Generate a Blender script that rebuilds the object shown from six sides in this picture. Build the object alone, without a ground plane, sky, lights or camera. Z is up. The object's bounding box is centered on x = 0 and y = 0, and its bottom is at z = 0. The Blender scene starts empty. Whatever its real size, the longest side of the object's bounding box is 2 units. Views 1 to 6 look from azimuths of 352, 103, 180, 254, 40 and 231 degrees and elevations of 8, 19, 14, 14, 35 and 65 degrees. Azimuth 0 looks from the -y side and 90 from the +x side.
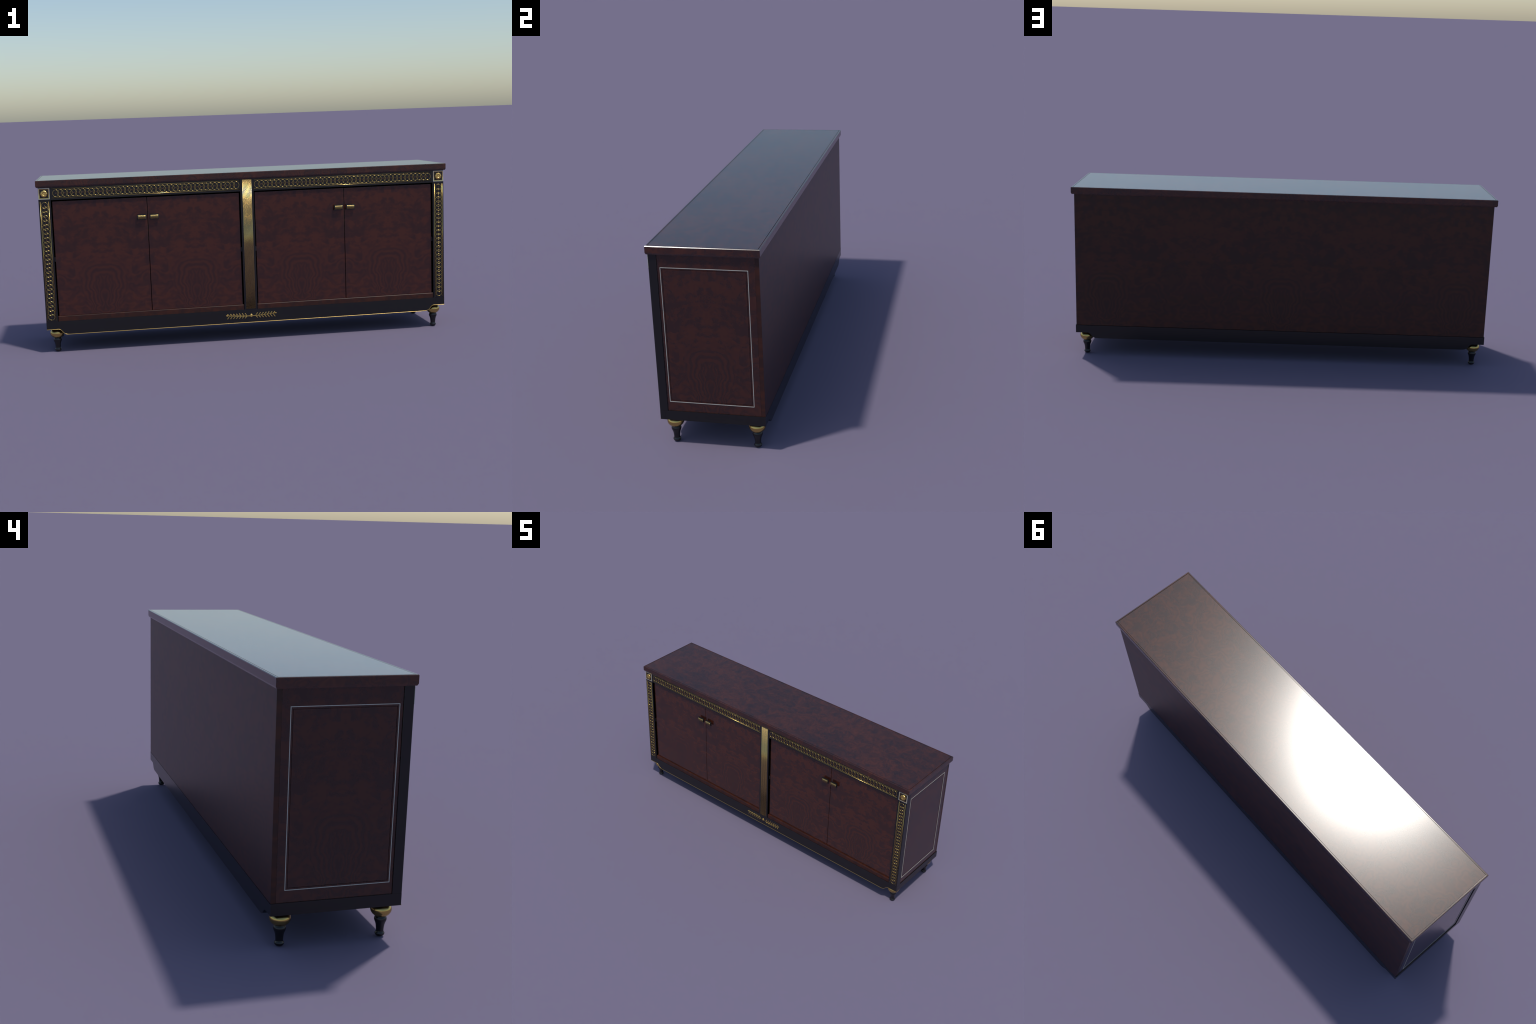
"""Long low lacquered sideboard: burl veneer carcass, ebonised frame, gilt chain
bands, fluted pilaster, laurel mount and turned feet."""
import bpy, bmesh, math
from math import sin, cos, pi, radians
from mathutils import Vector, Matrix

# ------------------------------------------------------------------ sizes (m)
X_TOP, Y_TOPF, Y_TOPB = 1.0, -0.2162, 0.2170          # table top half length / front / back
Z_TOP, Z_TOPB = 0.8280, 0.7952
X_BODY, Y_BACK = 0.9866, 0.2092                        # veneered carcass
X_FRAME, Y_FRAME = 0.9900, -0.2098                     # ebonised frame and plinth
Y_STILE = -0.1780
X_OPEN0, X_OPEN1, Z_OPEN = 0.0328, 0.9335, 0.7342      # door opening of one bay
Z_PL_TOP, Z_PL_BOT = 0.1525, 0.1137
Y_DOOR = -0.1990
X_SPLIT = 0.4830
Z_RAIL = 0.1765

# ------------------------------------------------------------------ node helper
class Graph:
    def __init__(self, name):
        self.m = bpy.data.materials.new(name)
        self.m.use_nodes = True
        self.t = self.m.node_tree
        self.bsdf = self.t.nodes["Principled BSDF"]

    def put(self, sock, v):
        if isinstance(v, bpy.types.NodeSocket):
            self.t.links.new(v, sock)
        elif v is not None:
            sock.default_value = v

    def math(self, op, a, b=None, c=None, clamp=False):
        n = self.t.nodes.new("ShaderNodeMath"); n.operation = op; n.use_clamp = clamp
        for s, v in zip(n.inputs, (a, b, c)):
            self.put(s, v)
        return n.outputs[0]

    def xyz(self):
        c = self.t.nodes.new("ShaderNodeTexCoord")
        s = self.t.nodes.new("ShaderNodeSeparateXYZ")
        self.t.links.new(c.outputs["Object"], s.inputs[0])
        return s.outputs[0], s.outputs[1], s.outputs[2]

    def vec(self, x, y, z=0.0):
        n = self.t.nodes.new("ShaderNodeCombineXYZ")
        for s, v in zip(n.inputs, (x, y, z)):
            self.put(s, v)
        return n.outputs[0]

    def vmath(self, op, a, b):
        n = self.t.nodes.new("ShaderNodeVectorMath"); n.operation = op
        self.put(n.inputs[0], a)
        if op == "SCALE":
            self.put(n.inputs["Scale"], b)
        else:
            self.put(n.inputs[1], b)
        return n.outputs[0]

    def noise(self, v, scale, detail=2.0, rough=0.5, colour=False, dist=0.0):
        n = self.t.nodes.new("ShaderNodeTexNoise")
        self.put(n.inputs["Vector"], v)
        n.inputs["Scale"].default_value = scale
        n.inputs["Detail"].default_value = detail
        n.inputs["Roughness"].default_value = rough
        n.inputs["Distortion"].default_value = dist
        return n.outputs["Color" if colour else "Fac"]

    def smooth(self, v, lo, hi):
        n = self.t.nodes.new("ShaderNodeMapRange"); n.interpolation_type = "SMOOTHSTEP"
        self.put(n.inputs[0], v)
        n.inputs[1].default_value, n.inputs[2].default_value = lo, hi
        return n.outputs[0]

    def lerp(self, a, b, f):
        n = self.t.nodes.new("ShaderNodeMix")
        self.put(n.inputs[0], f); self.put(n.inputs[2], a); self.put(n.inputs[3], b)
        return n.outputs[0]

    def ramp(self, f, stops):
        n = self.t.nodes.new("ShaderNodeValToRGB")
        e = n.color_ramp.elements
        while len(e) < len(stops):
            e.new(0.5)
        for el, (p, c) in zip(e, stops):
            el.position, el.color = p, (*c, 1)
        self.put(n.inputs[0], f)
        return n.outputs[0]

    def set(self, **kw):
        for k, v in kw.items():
            if isinstance(v, tuple) and len(v) == 3:
                v = (*v, 1)
            self.put(self.bsdf.inputs[k.replace("_", " ")], v)
        return self.m


WOOD_DARK, WOOD_MID, WOOD_RED = (0.0275, 0.0098, 0.0073), (0.0390, 0.0115, 0.0070), (0.0560, 0.0148, 0.0068)

TOP_DARK, TOP_RED = (0.0255, 0.0096, 0.0078), (0.0625, 0.0160, 0.0070)


def burl(name, mode, rough, spec, coat=0.0, coat_rough=0.15, gain=1.0):
    """Book-matched walnut burl.  mode picks how the sheet lies on the part:
    door / side / back are mirrored leaves with a cathedral figure low in the
    middle, 'slab' is an all-over swirl."""
    g = Graph(name)
    x, y, z = g.xyz()
    if mode == "door":
        u, w = g.math("PINGPONG", g.math("SUBTRACT", g.math("ABSOLUTE", x), X_SPLIT - 0.2225), 0.2225), z
    elif mode == "side":
        u, w = g.math("MULTIPLY", g.math("ABSOLUTE", g.math("ADD", y, 0.0)), 1.15), z
    elif mode == "back":
        u, w = g.math("PINGPONG", x, 0.42), z
    else:
        u, w = g.math("PINGPONG", g.math("ADD", x, 0.13), 0.52), y
    slab = mode == "slab"
    p = g.vec(u, w, g.math("MULTIPLY", z, 1.3) if slab else 0.37)
    warp = g.vmath("SUBTRACT", g.noise(p, 7.0, 2.5, 0.55, colour=True), (0.5, 0.5, 0.5))
    p1 = g.vmath("ADD", p, g.vmath("SCALE", warp, 0.08))
    curl = g.vmath("SUBTRACT", g.noise(p1, 30.0, 2.5, 0.55, colour=True), (0.5, 0.5, 0.5))
    p2 = g.vmath("ADD", p1, g.vmath("SCALE", curl, 0.024))
    swirl = g.math("MULTIPLY", g.noise(p2, 9.0, 2.0, 0.5), 64.0 if slab else 46.0)
    cloud = g.noise(g.vmath("MULTIPLY", p2, (1.0, 1.35, 1.0)), 23.0 if not slab else 15.0, 4.5, 0.60)
    fine = g.noise(p2, 95.0, 3.0, 0.6)
    swirl = g.math("ADD", g.math("MULTIPLY", g.math("SINE", swirl), 0.5), 0.5)
    broad = g.noise(p1, 5.0, 1.0, 0.5)
    cloud = g.math("ADD", cloud, g.math("MULTIPLY", g.math("SUBTRACT", broad, 0.5), 0.35))
    base = g.smooth(cloud, 0.37, 0.63)
    if slab:
        tone = g.lerp(base, swirl, 0.45)
    else:
        # lower half: swirls; on the mirror line a dark vase ringed with thin stripes
        low = g.math("SUBTRACT", 1.0, g.smooth(w, 0.36, 0.48))
        tone = g.lerp(base, swirl, g.math("ADD", g.math("MULTIPLY", low, 0.45), 0.12))
        sx = g.t.nodes.new("ShaderNodeSeparateXYZ"); g.t.links.new(p2, sx.inputs[0])
        uu, ww = g.lerp(u, sx.outputs[0], 1.0), g.math("SUBTRACT", g.lerp(w, sx.outputs[1], 1.0), 0.272)
        flare = g.math("ADD", 1.0, g.math("MULTIPLY", ww, 5.0))
        uu = g.math("ADD", uu, g.math("MULTIPLY", g.math("SINE", g.math("MULTIPLY", ww, 115.0)), 0.0045))
        un, wn = g.math("DIVIDE", g.math("DIVIDE", uu, 0.049), flare), g.math("DIVIDE", ww, 0.078)
        d = g.math("SQRT", g.math("ADD", g.math("MULTIPLY", un, un), g.math("MULTIPLY", wn, wn)))
        ring = g.math("ADD", g.math("MULTIPLY", g.math("SINE", g.math("MULTIPLY", d, 18.5)), 0.40), 0.46)
        en, em = g.math("DIVIDE", uu, 0.013), g.math("DIVIDE", g.math("ADD", ww, 0.055), 0.046)
        e = g.math("SQRT", g.math("ADD", g.math("MULTIPLY", en, en), g.math("MULTIPLY", em, em)))
        inner = g.math("MULTIPLY", g.math("ADD", g.math("MULTIPLY", g.math("SINE", g.math("MULTIPLY", e, 5.2)), 0.5), 0.5), 0.75)
        rays = g.math("ADD", g.math("MULTIPLY", g.math("COSINE", g.math("MULTIPLY", uu, 420.0)), 0.3), 0.5)
        inner = g.lerp(inner, rays, g.smooth(ww, 0.020, 0.050))
        ring = g.lerp(ring, base, g.smooth(ww, 0.110, 0.170))
        vase = g.lerp(g.math("MULTIPLY", inner, 0.85), ring, g.smooth(d, 0.86, 1.02))
        tone = g.lerp(tone, vase, g.math("SUBTRACT", 1.0, g.smooth(d, 1.55, 2.35)))
    tone = g.math("ADD", tone, g.math("MULTIPLY", g.math("SUBTRACT", fine, 0.5), 0.50), clamp=True)
    k = lambda c: tuple(v * gain for v in c)
    dark, mid, red = (TOP_DARK, WOOD_MID, TOP_RED) if slab else (WOOD_DARK, WOOD_MID, WOOD_RED)
    col = g.ramp(tone, [(0.0, k(dark)), (0.45, k(mid)), (1.0, k(red))])
    return g.set(Base_Color=col, Roughness=rough, Specular_IOR_Level=spec, Coat_Weight=coat, Coat_Roughness=coat_rough)


def plain(name, col, rough, metal=0.0, spec=0.5, vary=0.0):
    g = Graph(name)
    r = rough
    if vary:
        x, y, z = g.xyz()
        n = g.noise(g.vec(x, y, z), 60.0, 3.0, 0.6)
        r = g.math("ADD", g.math("MULTIPLY", g.math("SUBTRACT", n, 0.5), vary), rough)
    return g.set(Base_Color=col, Roughness=r, Metallic=metal, Specular_IOR_Level=spec)


M_DOOR = burl("burl_veneer_door", "door", 0.13, 0.50, 0.25, 0.10, gain=1.22)
M_SIDE = burl("burl_veneer_side", "side", 0.16, 0.50, 0.25, 0.12)
M_BACK = burl("burl_veneer_back", "back", 0.36, 0.42)
M_SLAB = burl("burl_veneer_top", "slab", 0.20, 0.50, 0.35, 0.15, gain=1.12)
M_RAIL = burl("burl_veneer_rail", "slab", 0.40, 0.35)
M_EBONY = plain("ebonised_lacquer", (0.0085, 0.0080, 0.0086), 0.25, vary=0.04)
M_VOID = plain("painted_gap_shadow_black", (0.0006, 0.0006, 0.0006), 1.0, spec=0.0)
M_GOLD = plain("gilt_brass", (0.56, 0.395, 0.130), 0.20, 1.0, vary=0.06)
M_RIB = plain("dimmed_gilt_rib", (0.54, 0.40, 0.165), 0.24, 1.0, vary=0.06)
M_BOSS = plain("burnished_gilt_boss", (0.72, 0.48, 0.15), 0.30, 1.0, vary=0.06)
M_GRIP = plain("darkened_gilt_grip", (0.46, 0.345, 0.145), 0.22, 1.0, vary=0.05)
M_TRIM = plain("gilt_edge_line", (0.58, 0.395, 0.130), 0.34, 1.0, vary=0.06)
M_SILVER = plain("pale_pewter_inlay", (0.51, 0.50, 0.445), 0.36)
M_STUD = plain("red_wood_pin", (0.10, 0.030, 0.022), 0.35)
M_IRON = plain("dark_hinge_iron", (0.03, 0.03, 0.034), 0.5, 0.6)

# ------------------------------------------------------------------ mesh helpers
ROOT = bpy.data.objects.new("sideboard", None)
bpy.context.scene.collection.objects.link(ROOT)
ROOT["label"] = "long dark burl wood sideboard with black frame and gilt trim"
ROOT["category"] = "sideboard cabinet"


def link(name, mesh, parent=ROOT, loc=None):
    o = bpy.data.objects.new(name, mesh)
    bpy.context.scene.collection.objects.link(o)
    o.parent = parent
    if loc:
        o.location = loc
    return o


def finish(bm, name, mats, smooth_angle=35):
    """Mesh from bmesh.  Gilt rods are finished with smooth_angle 180: their flat
    caps are smoothed in, so bent normals draw a bright-to-dark glint along the rod."""
    bmesh.ops.recalc_face_normals(bm, faces=bm.faces)
    me = bpy.data.meshes.new(name)
    bm.to_mesh(me); bm.free()
    for m in (mats if isinstance(mats, (list, tuple)) else [mats]):
        me.materials.append(m)
    me.shade_smooth()
    me.set_sharp_from_angle(angle=radians(smooth_angle))
    return me


def add_box(bm, x0, x1, y0, y1, z0, z1, bevel=0.0, seg=2):
    r = bmesh.ops.create_cube(bm, size=1.0)
    vs = r["verts"]
    for v in vs:
        v.co = Vector((x0 if v.co.x < 0 else x1, y0 if v.co.y < 0 else y1, z0 if v.co.z < 0 else z1))
    if bevel:
        es = list({e for v in vs for e in v.link_edges})
        bmesh.ops.bevel(bm, geom=es, offset=bevel, segments=seg, profile=0.5, affect="EDGES")


def box(name, x, y, z, mat, parent=ROOT, bevel=0.0008, seg=2):
    bm = bmesh.new()
    add_box(bm, *sorted(x), *sorted(y), *sorted(z), bevel, seg)
    return link(name, finish(bm, name, mat, 20), parent)


def loft_rects(bm, loops, axis):
    """Skin through rectangles.  Each loop is (a0, a1, b0, b1, h): a and b span
    the plane across `axis`, h is the position along it."""
    rows = []
    for a0, a1, b0, b1, h in loops:
        row = []
        for a, b in ((a0, b0), (a1, b0), (a1, b1), (a0, b1)):
            row.append(bm.verts.new((a, b, h) if axis == "z" else (h, a, b) if axis == "x" else (a, h, b)))
        rows.append(row)
    for r, s in zip(rows, rows[1:]):
        for i in range(4):
            j = (i + 1) % 4
            bm.faces.new((r[i], r[j], s[j], s[i]))
    bm.faces.new(rows[0]); bm.faces.new(rows[-1])


def inset_loops(a0, a1, b0, b1, steps):
    return [(a0 + d, a1 - d, b0 + d, b1 - d, h) for d, h in steps]


def lathe(bm, prof, n=32, axis="z", centre=(0, 0, 0), wave=None):
    rows = []
    for k, (r, h) in enumerate(prof):
        row = []
        for i in range(n):
            a = 2 * pi * i / n
            rr, hh = (r, h) if wave is None else wave(r, h, a)
            p = (rr * cos(a), rr * sin(a), hh) if axis == "z" else (rr * cos(a), -hh, rr * sin(a))
            row.append(bm.verts.new(Vector(p) + Vector(centre)))
        rows.append(row)
    for r, s in zip(rows, rows[1:]):
        for i in range(n):
            j = (i + 1) % n
            bm.faces.new((r[i], r[j], s[j], s[i]))
    bm.faces.new(rows[0]); bm.faces.new(rows[-1])


def tube(bm, pts, rad, n=8, up=Vector((0, 1, 0))):
    pts = [Vector(p) for p in pts]
    rads = rad if isinstance(rad, list) else [rad] * len(pts)
    rows = []
    for i, p in enumerate(pts):
        t = (pts[min(i + 1, len(pts) - 1)] - pts[max(i - 1, 0)]).normalized()
        s = t.cross(up).normalized(); q = s.cross(t)
        rows.append([bm.verts.new(p + (s * cos(2 * pi * k / n) + q * sin(2 * pi * k / n)) * rads[i]) for k in range(n)])
    for r, s in zip(rows, rows[1:]):
        for k in range(n):
            j = (k + 1) % n
            bm.faces.new((r[k], r[j], s[j], s[k]))
    bm.faces.new(rows[0]); bm.faces.new(rows[-1])


def frame_strip(bm, axis, a0, a1, b0, b1, width, h0, h1, slope=0.0):
    """Closed rectangular moulding; its inner edge sinks by `slope`."""
    prof = [(0.0, h0), (0.0, h1), (width, h1 - slope), (width, h0)]
    rows = []
    for d, h in prof:
        rows.append([bm.verts.new((h, a, b) if axis == "x" else (a, h, b))
                     for a, b in ((a0 + d, b0 + d), (a1 - d, b0 + d), (a1 - d, b1 - d), (a0 + d, b1 - d))])
    for k in range(4):
        r, s = rows[k], rows[(k + 1) % 4]
        for i in range(4):
            j = (i + 1) % 4
            bm.faces.new((r[i], r[j], s[j], s[i]))


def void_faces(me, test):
    """Faces that look into the door rebate are painted black to give the gap its shadow."""
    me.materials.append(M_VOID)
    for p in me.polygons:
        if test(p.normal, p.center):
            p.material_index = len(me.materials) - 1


# ------------------------------------------------------------------ table top
bm = bmesh.new()
loft_rects(bm, inset_loops(-X_TOP, X_TOP, Y_TOPF, Y_TOPB, [
    (0.0032, Z_TOPB), (0.0, Z_TOPB + 0.0062), (0.0, Z_TOP - 0.0021), (0.0021, Z_TOP), (0.0066, Z_TOP), (0.0071, Z_TOP - 0.0022), (0.0083, Z_TOP - 0.0022), (0.0089, Z_TOP)]), "z")
link("tabletop", finish(bm, "tabletop", M_SLAB, 15))

# ------------------------------------------------------------------ carcass
bm = bmesh.new()                                     # hollow interior, blackened for the darkness seen through the door gaps
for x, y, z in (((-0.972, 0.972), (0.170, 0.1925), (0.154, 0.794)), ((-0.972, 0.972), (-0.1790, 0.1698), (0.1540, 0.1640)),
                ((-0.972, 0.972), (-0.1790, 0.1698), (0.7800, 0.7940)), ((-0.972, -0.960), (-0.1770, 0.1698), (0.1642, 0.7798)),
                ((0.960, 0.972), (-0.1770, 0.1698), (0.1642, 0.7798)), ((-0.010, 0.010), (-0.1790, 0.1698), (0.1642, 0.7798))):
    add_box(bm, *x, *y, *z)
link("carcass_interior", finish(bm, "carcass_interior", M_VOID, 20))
box("back_panel", (-X_BODY, X_BODY), (0.1931, Y_BACK), (0.150, Z_TOPB), M_BACK, bevel=0.0006)

for s in (-1, 1):
    bm = bmesh.new()
    gi = 0.0108                                     # groove distance inside the inlay line
    A0, A1, B0, B1 = -0.1674, 0.1674, 0.1908, 0.7428    # inlay outer rectangle
    loops = [(Y_STILE + 0.0002, 0.1929, 0.1500, Z_TOPB, h) for h in (s * 0.9725, s * X_BODY)]
    loops += [(A0 + d, A1 - d, B0 + d, B1 - d, s * (X_BODY - dep)) for d, dep in
              ((0.0068, 0.0), (0.0073, 0.0018), (0.0083, 0.0018), (0.0090, 0.0002))]
    loft_rects(bm, loops, "x")
    panel = link("side_panel", finish(bm, "side_panel", M_SIDE, 8))
    bm = bmesh.new()
    frame_strip(bm, "x", A0, A1, B0, B1, 0.0021, s * (X_BODY - 0.002), s * (X_BODY + 0.0009))
    link("inlay_line", finish(bm, "inlay_line", M_SILVER, 20), panel)

# ------------------------------------------------------------------ ebonised frame
def into_bay(n, c):
    return abs(n.x) > 0.7 and 0.03 < abs(c.x) < 0.95 or (n.z < -0.7)

stiles = {}
for s in (-1, 1):
    o = box("corner_stile", (s * X_OPEN1, s * X_FRAME), (Y_FRAME, Y_STILE), (Z_PL_TOP, Z_TOPB), M_EBONY)
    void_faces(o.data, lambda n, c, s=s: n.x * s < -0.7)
    stiles[s] = o
pilaster = box("pilaster", (-X_OPEN0, X_OPEN0), (Y_FRAME - 0.0006, -0.1800), (Z_PL_TOP, Z_TOPB - 0.0006), M_EBONY)
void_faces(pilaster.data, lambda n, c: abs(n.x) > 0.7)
rails = {}
for s in (-1, 1):
    o = box("top_rail", (s * (X_OPEN0 + 0.0002), s * (X_OPEN1 - 0.0002)), (Y_FRAME + 0.0006, -0.1800), (Z_OPEN, Z_TOPB - 0.0003), M_EBONY)
    void_faces(o.data, lambda n, c: n.z < -0.7)
    rails[s] = o
    box("bottom_rail", (s * (X_OPEN0 + 0.0008), s * (X_OPEN1 - 0.0008)), (-0.2078, -0.1800), (0.1500, Z_RAIL), M_RAIL, bevel=0.0014, seg=1)

# fluted gilt strip down the pilaster: nine half-round ribs
RIBS, RIB_HALF = 9, 0.0236
pitch = 2 * RIB_HALF / RIBS
bm = bmesh.new()
lathe(bm, [(pitch * 0.40, 0.1560), (pitch * 0.40, 0.7922)], 12)
rib = finish(bm, "rib", M_RIB, 180)
for i in range(RIBS):
    link("rib", rib, pilaster, ((i - (RIBS - 1) / 2) * pitch, Y_FRAME - 0.0004, 0))

# ------------------------------------------------------------------ chain bands
def ring_mesh(ra, rb, rt):
    bm = bmesh.new()
    N, M = 36, 8
    rows = []
    for i in range(N):
        a = 2 * pi * i / N
        row = []
        for k in range(M):
            b = 2 * pi * k / M
            row.append(bm.verts.new(((ra + rt * cos(b)) * cos(a), rt * 0.9 * sin(b), (rb + rt * cos(b)) * sin(a))))
        rows.append(row)
    for i in range(N):
        for k in range(M):
            bm.faces.new((rows[i][k], rows[(i + 1) % N][k], rows[(i + 1) % N][(k + 1) % M], rows[i][(k + 1) % M]))
    return finish(bm, "ring", M_GOLD, 60)

RT = 0.00112
ring_top = ring_mesh(0.0152 - RT, 0.0174 - RT, RT)
ring_up = ring_mesh(0.0160 - RT, 0.0152 - RT, RT)
bm = bmesh.new()
lathe(bm, [(0.0010, 0.0), (0.0012, 0.0016), (0.0021, 0.0020), (0.0023, 0.0027), (0.0018, 0.0034), (0.0007, 0.0038)], 12, "y")
stud = finish(bm, "pin", M_STUD, 50)

Z_CHAIN, X_CHAIN = 0.7661, 0.9628
for s in (-1, 1):
    yf = Y_FRAME + 0.0006
    for i in range(42):
        x = s * (0.0514 + i * (0.9080 - 0.0514) / 41)
        link("ring", ring_top, rails[s], (x, yf - 0.0004 - 0.0008 * (i % 2), Z_CHAIN))
        link("pin", stud, rails[s], (x, yf, Z_CHAIN))
    for z in (Z_CHAIN - 0.0214, Z_CHAIN + 0.0214):
        bm = bmesh.new()
        tube(bm, [(s * 0.0345, yf - 0.0003, z), (s * 0.9255, yf - 0.0003, z)], 0.00125)
        link("band_edge", finish(bm, "band_edge", M_GOLD, 180), rails[s])
    for i in range(27):
        z = 0.7108 - i * (0.7108 - 0.1752) / 26
        link("ring", ring_up, stiles[s], (s * X_CHAIN, Y_FRAME - 0.0004 - 0.0008 * (i % 2), z))
        link("pin", stud, stiles[s], (s * X_CHAIN, Y_FRAME, z))
    for dx in (-0.0196, 0.0196):
        bm = bmesh.new()
        x = s * X_CHAIN + dx
        tube(bm, [(x, Y_FRAME - 0.0003, 0.1584), (x, Y_FRAME - 0.0003, 0.7285)], 0.00145)
        link("band_edge", finish(bm, "band_edge", M_GOLD, 180), stiles[s])

# ------------------------------------------------------------------ rosettes
Z_ROS, H_ROS = 0.7657, 0.0262
bm = bmesh.new()
def petals(r, h, a):
    k = 0.5 + 0.5 * cos(8 * a)
    m = max(0.0, min(1.0, (r - 0.0055) / 0.006))
    return r * (1 - 0.04 * m * (1 - k)), h - 0.0007 * m * (1 - k) * (1 if r < 0.0160 else 0)
lathe(bm, [(0.0168, 0.0), (0.0167, 0.0012), (0.0160, 0.0030), (0.0143, 0.0047), (0.0118, 0.0057), (0.0092, 0.0057), (0.0070, 0.0047),
           (0.0052, 0.0031), (0.0042, 0.0026), (0.0035, 0.0032), (0.0022, 0.0038), (0.0008, 0.0040)],
      64, "y", wave=petals)
dome = finish(bm, "rosette_boss", M_BOSS, 70)
for s in (-1, 1):
    c = s * X_CHAIN
    bm = bmesh.new()
    frame_strip(bm, "y", c - H_ROS, c + H_ROS, Z_ROS - H_ROS, Z_ROS + H_ROS, 0.0023, Y_FRAME + 0.002, Y_FRAME - 0.0016)
    link("rosette_border", finish(bm, "rosette_border", M_SILVER), stiles[s])
    bm = bmesh.new()
    q = H_ROS - 0.0024
    frame_strip(bm, "y", c - q, c + q, Z_ROS - q, Z_ROS + q, 0.0033, Y_FRAME + 0.002, Y_FRAME - 0.0014, -0.0012)
    link("rosette_frame", finish(bm, "rosette_frame", M_GOLD), stiles[s])
    link("rosette_boss", dome, stiles[s], (c, Y_FRAME, Z_ROS))

# ------------------------------------------------------------------ doors and pulls
PULL_W, PULL_H, Z_PULL, Y_PULL = 0.0448, 0.0270, 0.6338, -0.2126
bm = bmesh.new()
add_box(bm, -PULL_W / 2, PULL_W / 2, Y_PULL, Y_PULL + 0.0066, -PULL_H / 2, PULL_H / 2, 0.0010, 2)
add_box(bm, -0.0085, 0.0085, Y_PULL + 0.0066, Y_DOOR + 0.002, -0.0050, 0.0050)
pull_plate = finish(bm, "pull_plate", M_EBONY, 20)
GRIP_W, GRIP_H, GRIP_N = 0.0380, 0.0182, 8
bm = bmesh.new()
gp = GRIP_W / GRIP_N
for i in range(GRIP_N):
    lathe(bm, [(gp * 0.42, -GRIP_H / 2), (gp * 0.42, GRIP_H / 2)], 12, "z", ((i - (GRIP_N - 1) / 2) * gp, Y_PULL - 0.0024, 0))
pull_grip = finish(bm, "pull_grip", M_GRIP, 180)

GAP = 0.0056
for s in (-1, 1):
    for a, b, hx in ((X_OPEN0 + GAP, X_SPLIT - 0.0014, 0.4518), (X_SPLIT + 0.0014, X_OPEN1 - GAP, 0.5116)):
        d = box("door", (s * a, s * b), (Y_DOOR, -0.1870), (Z_RAIL + 0.0003, 0.7270), M_DOOR, bevel=0.0007)
        link("pull_plate", pull_plate, d, (s * hx, 0, Z_PULL))
        link("pull_grip", pull_grip, d, (s * hx, 0, Z_PULL))
        h0, h1 = (X_OPEN0 + 0.0004, X_OPEN0 + GAP - 0.0004) if a < 0.2 else (X_OPEN1 - GAP + 0.0004, X_OPEN1 - 0.0004)
        box("hinge", (s * h0, s * h1), (Y_DOOR - 0.003, -0.181), (0.440, 0.461), M_IRON, d, bevel=0.0006)

# ------------------------------------------------------------------ plinth
OGEE = [(0.9315, 0.0), (0.9268, 0.0016), (0.9225, 0.0048), (0.9185, 0.0092), (0.9145, 0.0140), (0.9105, 0.0184),
        (0.9062, 0.0220), (0.9015, 0.0246), (0.8960, 0.0263), (0.8895, 0.0272), (0.8820, 0.0274)]

def apron_edge():
    """Lower edge from right end to left end: flat over the feet, ogee, straight drop."""
    right = [(X_FRAME, Z_PL_BOT)] + [(x, Z_PL_BOT - d) for x, d in OGEE]
    return right + [(-x, z) for x, z in reversed(right)]

def apron(name, y0, y1):
    bm = bmesh.new()
    low = apron_edge()
    top = [(x, Z_PL_TOP) for x, z in low]
    F, B = [[[bm.verts.new((x, y, z)) for x, z in row] for row in (low, top)] for y in (y0, y1)]
    for S in (F, B):
        for i in range(len(low) - 1):
            bm.faces.new((S[0][i], S[0][i + 1], S[1][i + 1], S[1][i]))
    for k in (0, 1):
        for i in range(len(low) - 1):
            bm.faces.new((F[k][i], F[k][i + 1], B[k][i + 1], B[k][i]))
    for i in (0, -1):
        bm.faces.new((F[0][i], F[1][i], B[1][i], B[0][i]))
    return link(name, finish(bm, name, M_EBONY, 30))

front_apron = apron("apron", Y_FRAME, Y_FRAME + 0.020)
apron("apron", Y_BACK - 0.020, Y_BACK)
for s in (-1, 1):
    box("plinth_side", (s * 0.970, s * X_FRAME), (Y_FRAME + 0.0202, Y_BACK - 0.0202), (Z_PL_BOT, Z_PL_TOP), M_EBONY, bevel=0)
box("plinth_floor", (-0.9698, 0.9698), (Y_FRAME + 0.0202, Y_BACK - 0.0202), (Z_PL_BOT + 0.004, 0.1495), M_EBONY, bevel=0)
bm = bmesh.new()
tube(bm, [(x, Y_FRAME - 0.0002, z + 0.0006) for x, z in apron_edge()], 0.0013, 8)
link("apron_gilding", finish(bm, "apron_gilding", M_TRIM, 60), front_apron)

# ------------------------------------------------------------------ laurel mount
Z_LAU, Y_LAU = 0.1188, Y_FRAME - 0.0008
def stem_z(t):
    return Z_LAU + 0.0072 * t ** 1.4
for s in (-1, 1):
    bm = bmesh.new()
    n = 14
    tube(bm, [(s * (0.006 + 0.1115 * i / n), Y_LAU, stem_z(i / n)) for i in range(n + 1)],
         [0.0013 - 0.0003 * i / n for i in range(n + 1)], 8)
    link("laurel_stem", finish(bm, "laurel_stem", M_GOLD, 60), front_apron)
bm = bmesh.new()
prof = [(0.0006, 0.0), (0.0011, 0.09), (0.0015, 0.25), (0.0019, 0.5), (0.0023, 0.75), (0.0022, 0.88), (0.0015, 0.97), (0.0004, 1.0)]
lathe(bm, [(r, h * 0.016) for r, h in prof], 12)
leaf = finish(bm, "laurel_leaf", M_BOSS, 60)
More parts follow.
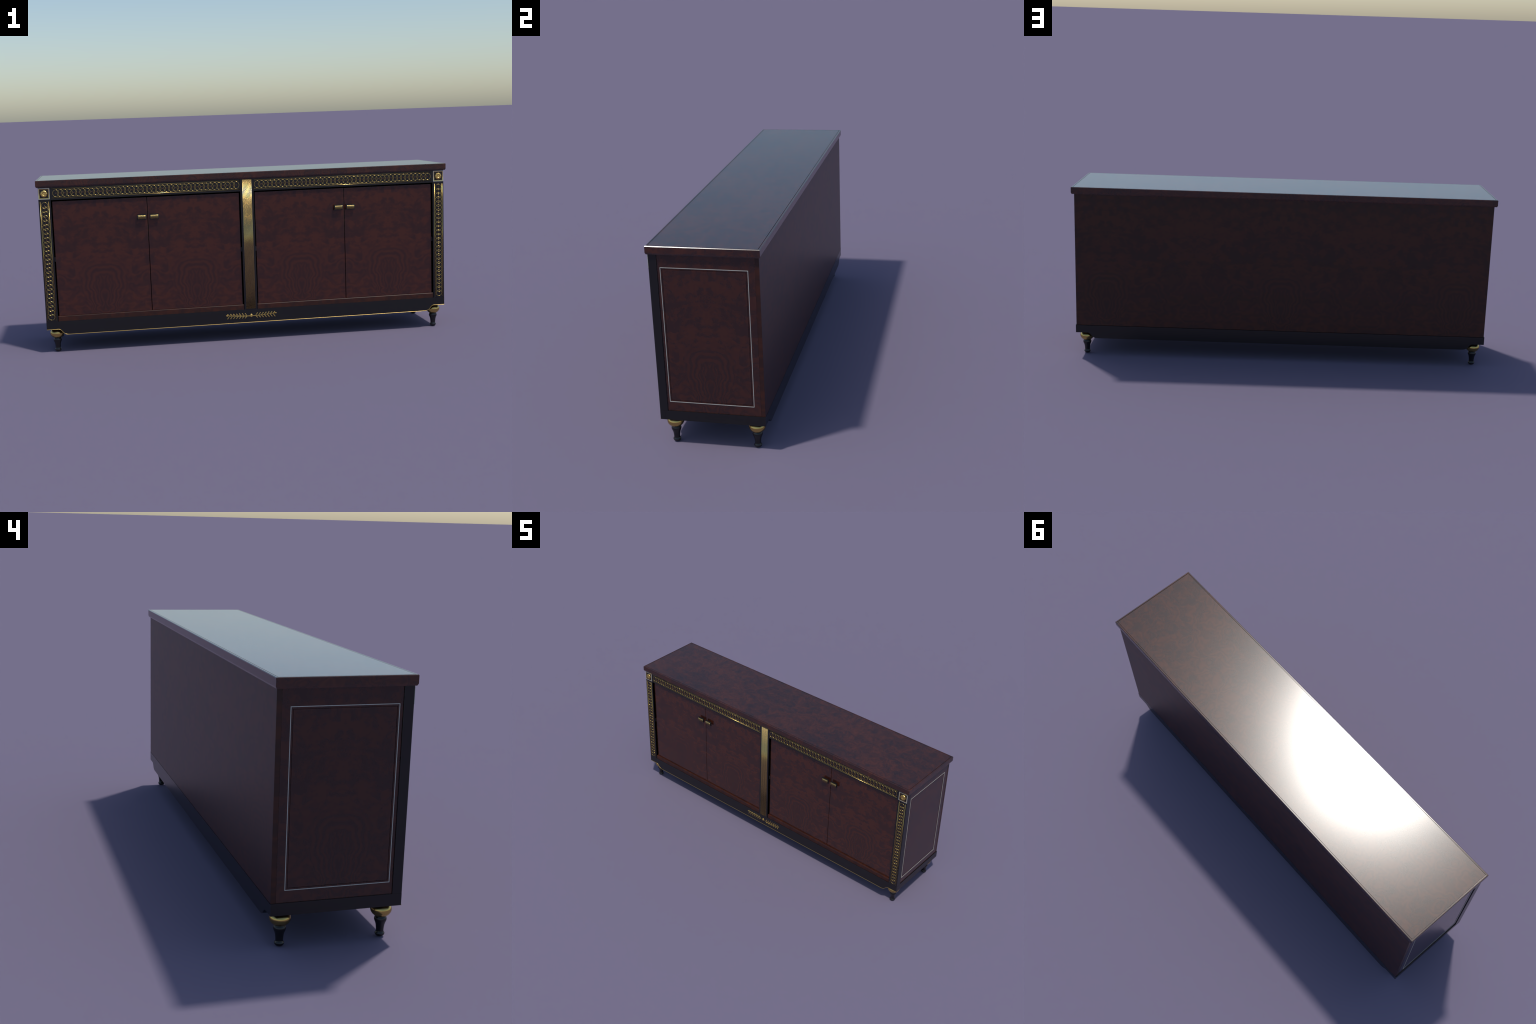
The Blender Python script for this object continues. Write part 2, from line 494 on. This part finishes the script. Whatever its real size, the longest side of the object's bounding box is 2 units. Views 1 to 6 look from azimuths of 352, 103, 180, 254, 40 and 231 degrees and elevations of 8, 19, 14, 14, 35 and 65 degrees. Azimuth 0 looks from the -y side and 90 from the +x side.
for s in (-1, 1):
    for i in range(7):
        tip_x = 0.0315 + 0.0145 * i
        for up in (1, -1):
            tip = Vector((s * (tip_x + (0.0006 if up < 0 else 0)), 0, 0.1338 if up > 0 else 0.1086))
            base_x = tip_x - (0.0118 if up > 0 else 0.0108)
            base = Vector((s * base_x, 0, stem_z((base_x - 0.006) / 0.1115)))
            v = tip - base
            o = link("laurel_leaf", leaf, front_apron, (base.x, Y_LAU - 0.0006, base.z))
            o.rotation_euler = (0, math.atan2(v.x, v.z), 0)
            o.scale = (1, 0.8, v.length / 0.016)
    o = link("laurel_leaf", leaf, front_apron, (s * 0.1125, Y_LAU, stem_z(0.96)))
    o.rotation_euler = (0, s * radians(87), 0)
    o.scale = (0.7, 0.7, 0.85)
bm = bmesh.new()
lathe(bm, [(0.0081, 0.0), (0.0081, 0.0010), (0.0074, 0.0024), (0.0060, 0.0034), (0.0044, 0.0037), (0.0034, 0.0031), (0.0026, 0.0036), (0.0012, 0.0042), (0.0003, 0.0043)], 32, "y")
link("laurel_boss", finish(bm, "laurel_boss", M_BOSS, 60), front_apron, (0, Y_FRAME, 0.1212))

# ------------------------------------------------------------------ feet
bm = bmesh.new()
lathe(bm, [(0.0150, 0.0660), (0.0180, 0.0667), (0.0234, 0.0702), (0.0284, 0.0752), (0.0320, 0.0812), (0.0337, 0.0870),
           (0.0336, 0.0918), (0.0319, 0.0970), (0.0288, 0.1018), (0.0246, 0.1056), (0.0218, 0.1082), (0.0212, 0.1110), (0.0212, 0.1176)], 40)
ball = finish(bm, "foot_collar", M_GOLD, 40)
bm = bmesh.new()
lathe(bm, [(0.0112, 0.0), (0.0124, 0.0012), (0.0148, 0.0046), (0.0156, 0.0080), (0.0150, 0.0102), (0.0124, 0.0138), (0.0118, 0.0166),
           (0.0122, 0.0230), (0.0128, 0.0296), (0.0138, 0.0366), (0.0160, 0.0440), (0.0188, 0.0506), (0.0199, 0.0550), (0.0194, 0.0592),
           (0.0182, 0.0628), (0.0174, 0.0640), (0.0180, 0.0648), (0.0174, 0.0664)], 40)
shaft = finish(bm, "foot_shaft", M_EBONY, 40)
for sx in (-1, 1):
    for sy in (-1, 1):
        f = bpy.data.objects.new("foot", None)
        bpy.context.scene.collection.objects.link(f)
        f.parent = ROOT
        f.location = (sx * 0.9442, sy * 0.1645, 0)
        link("foot_shaft", shaft, f)
        link("foot_collar", ball, f)
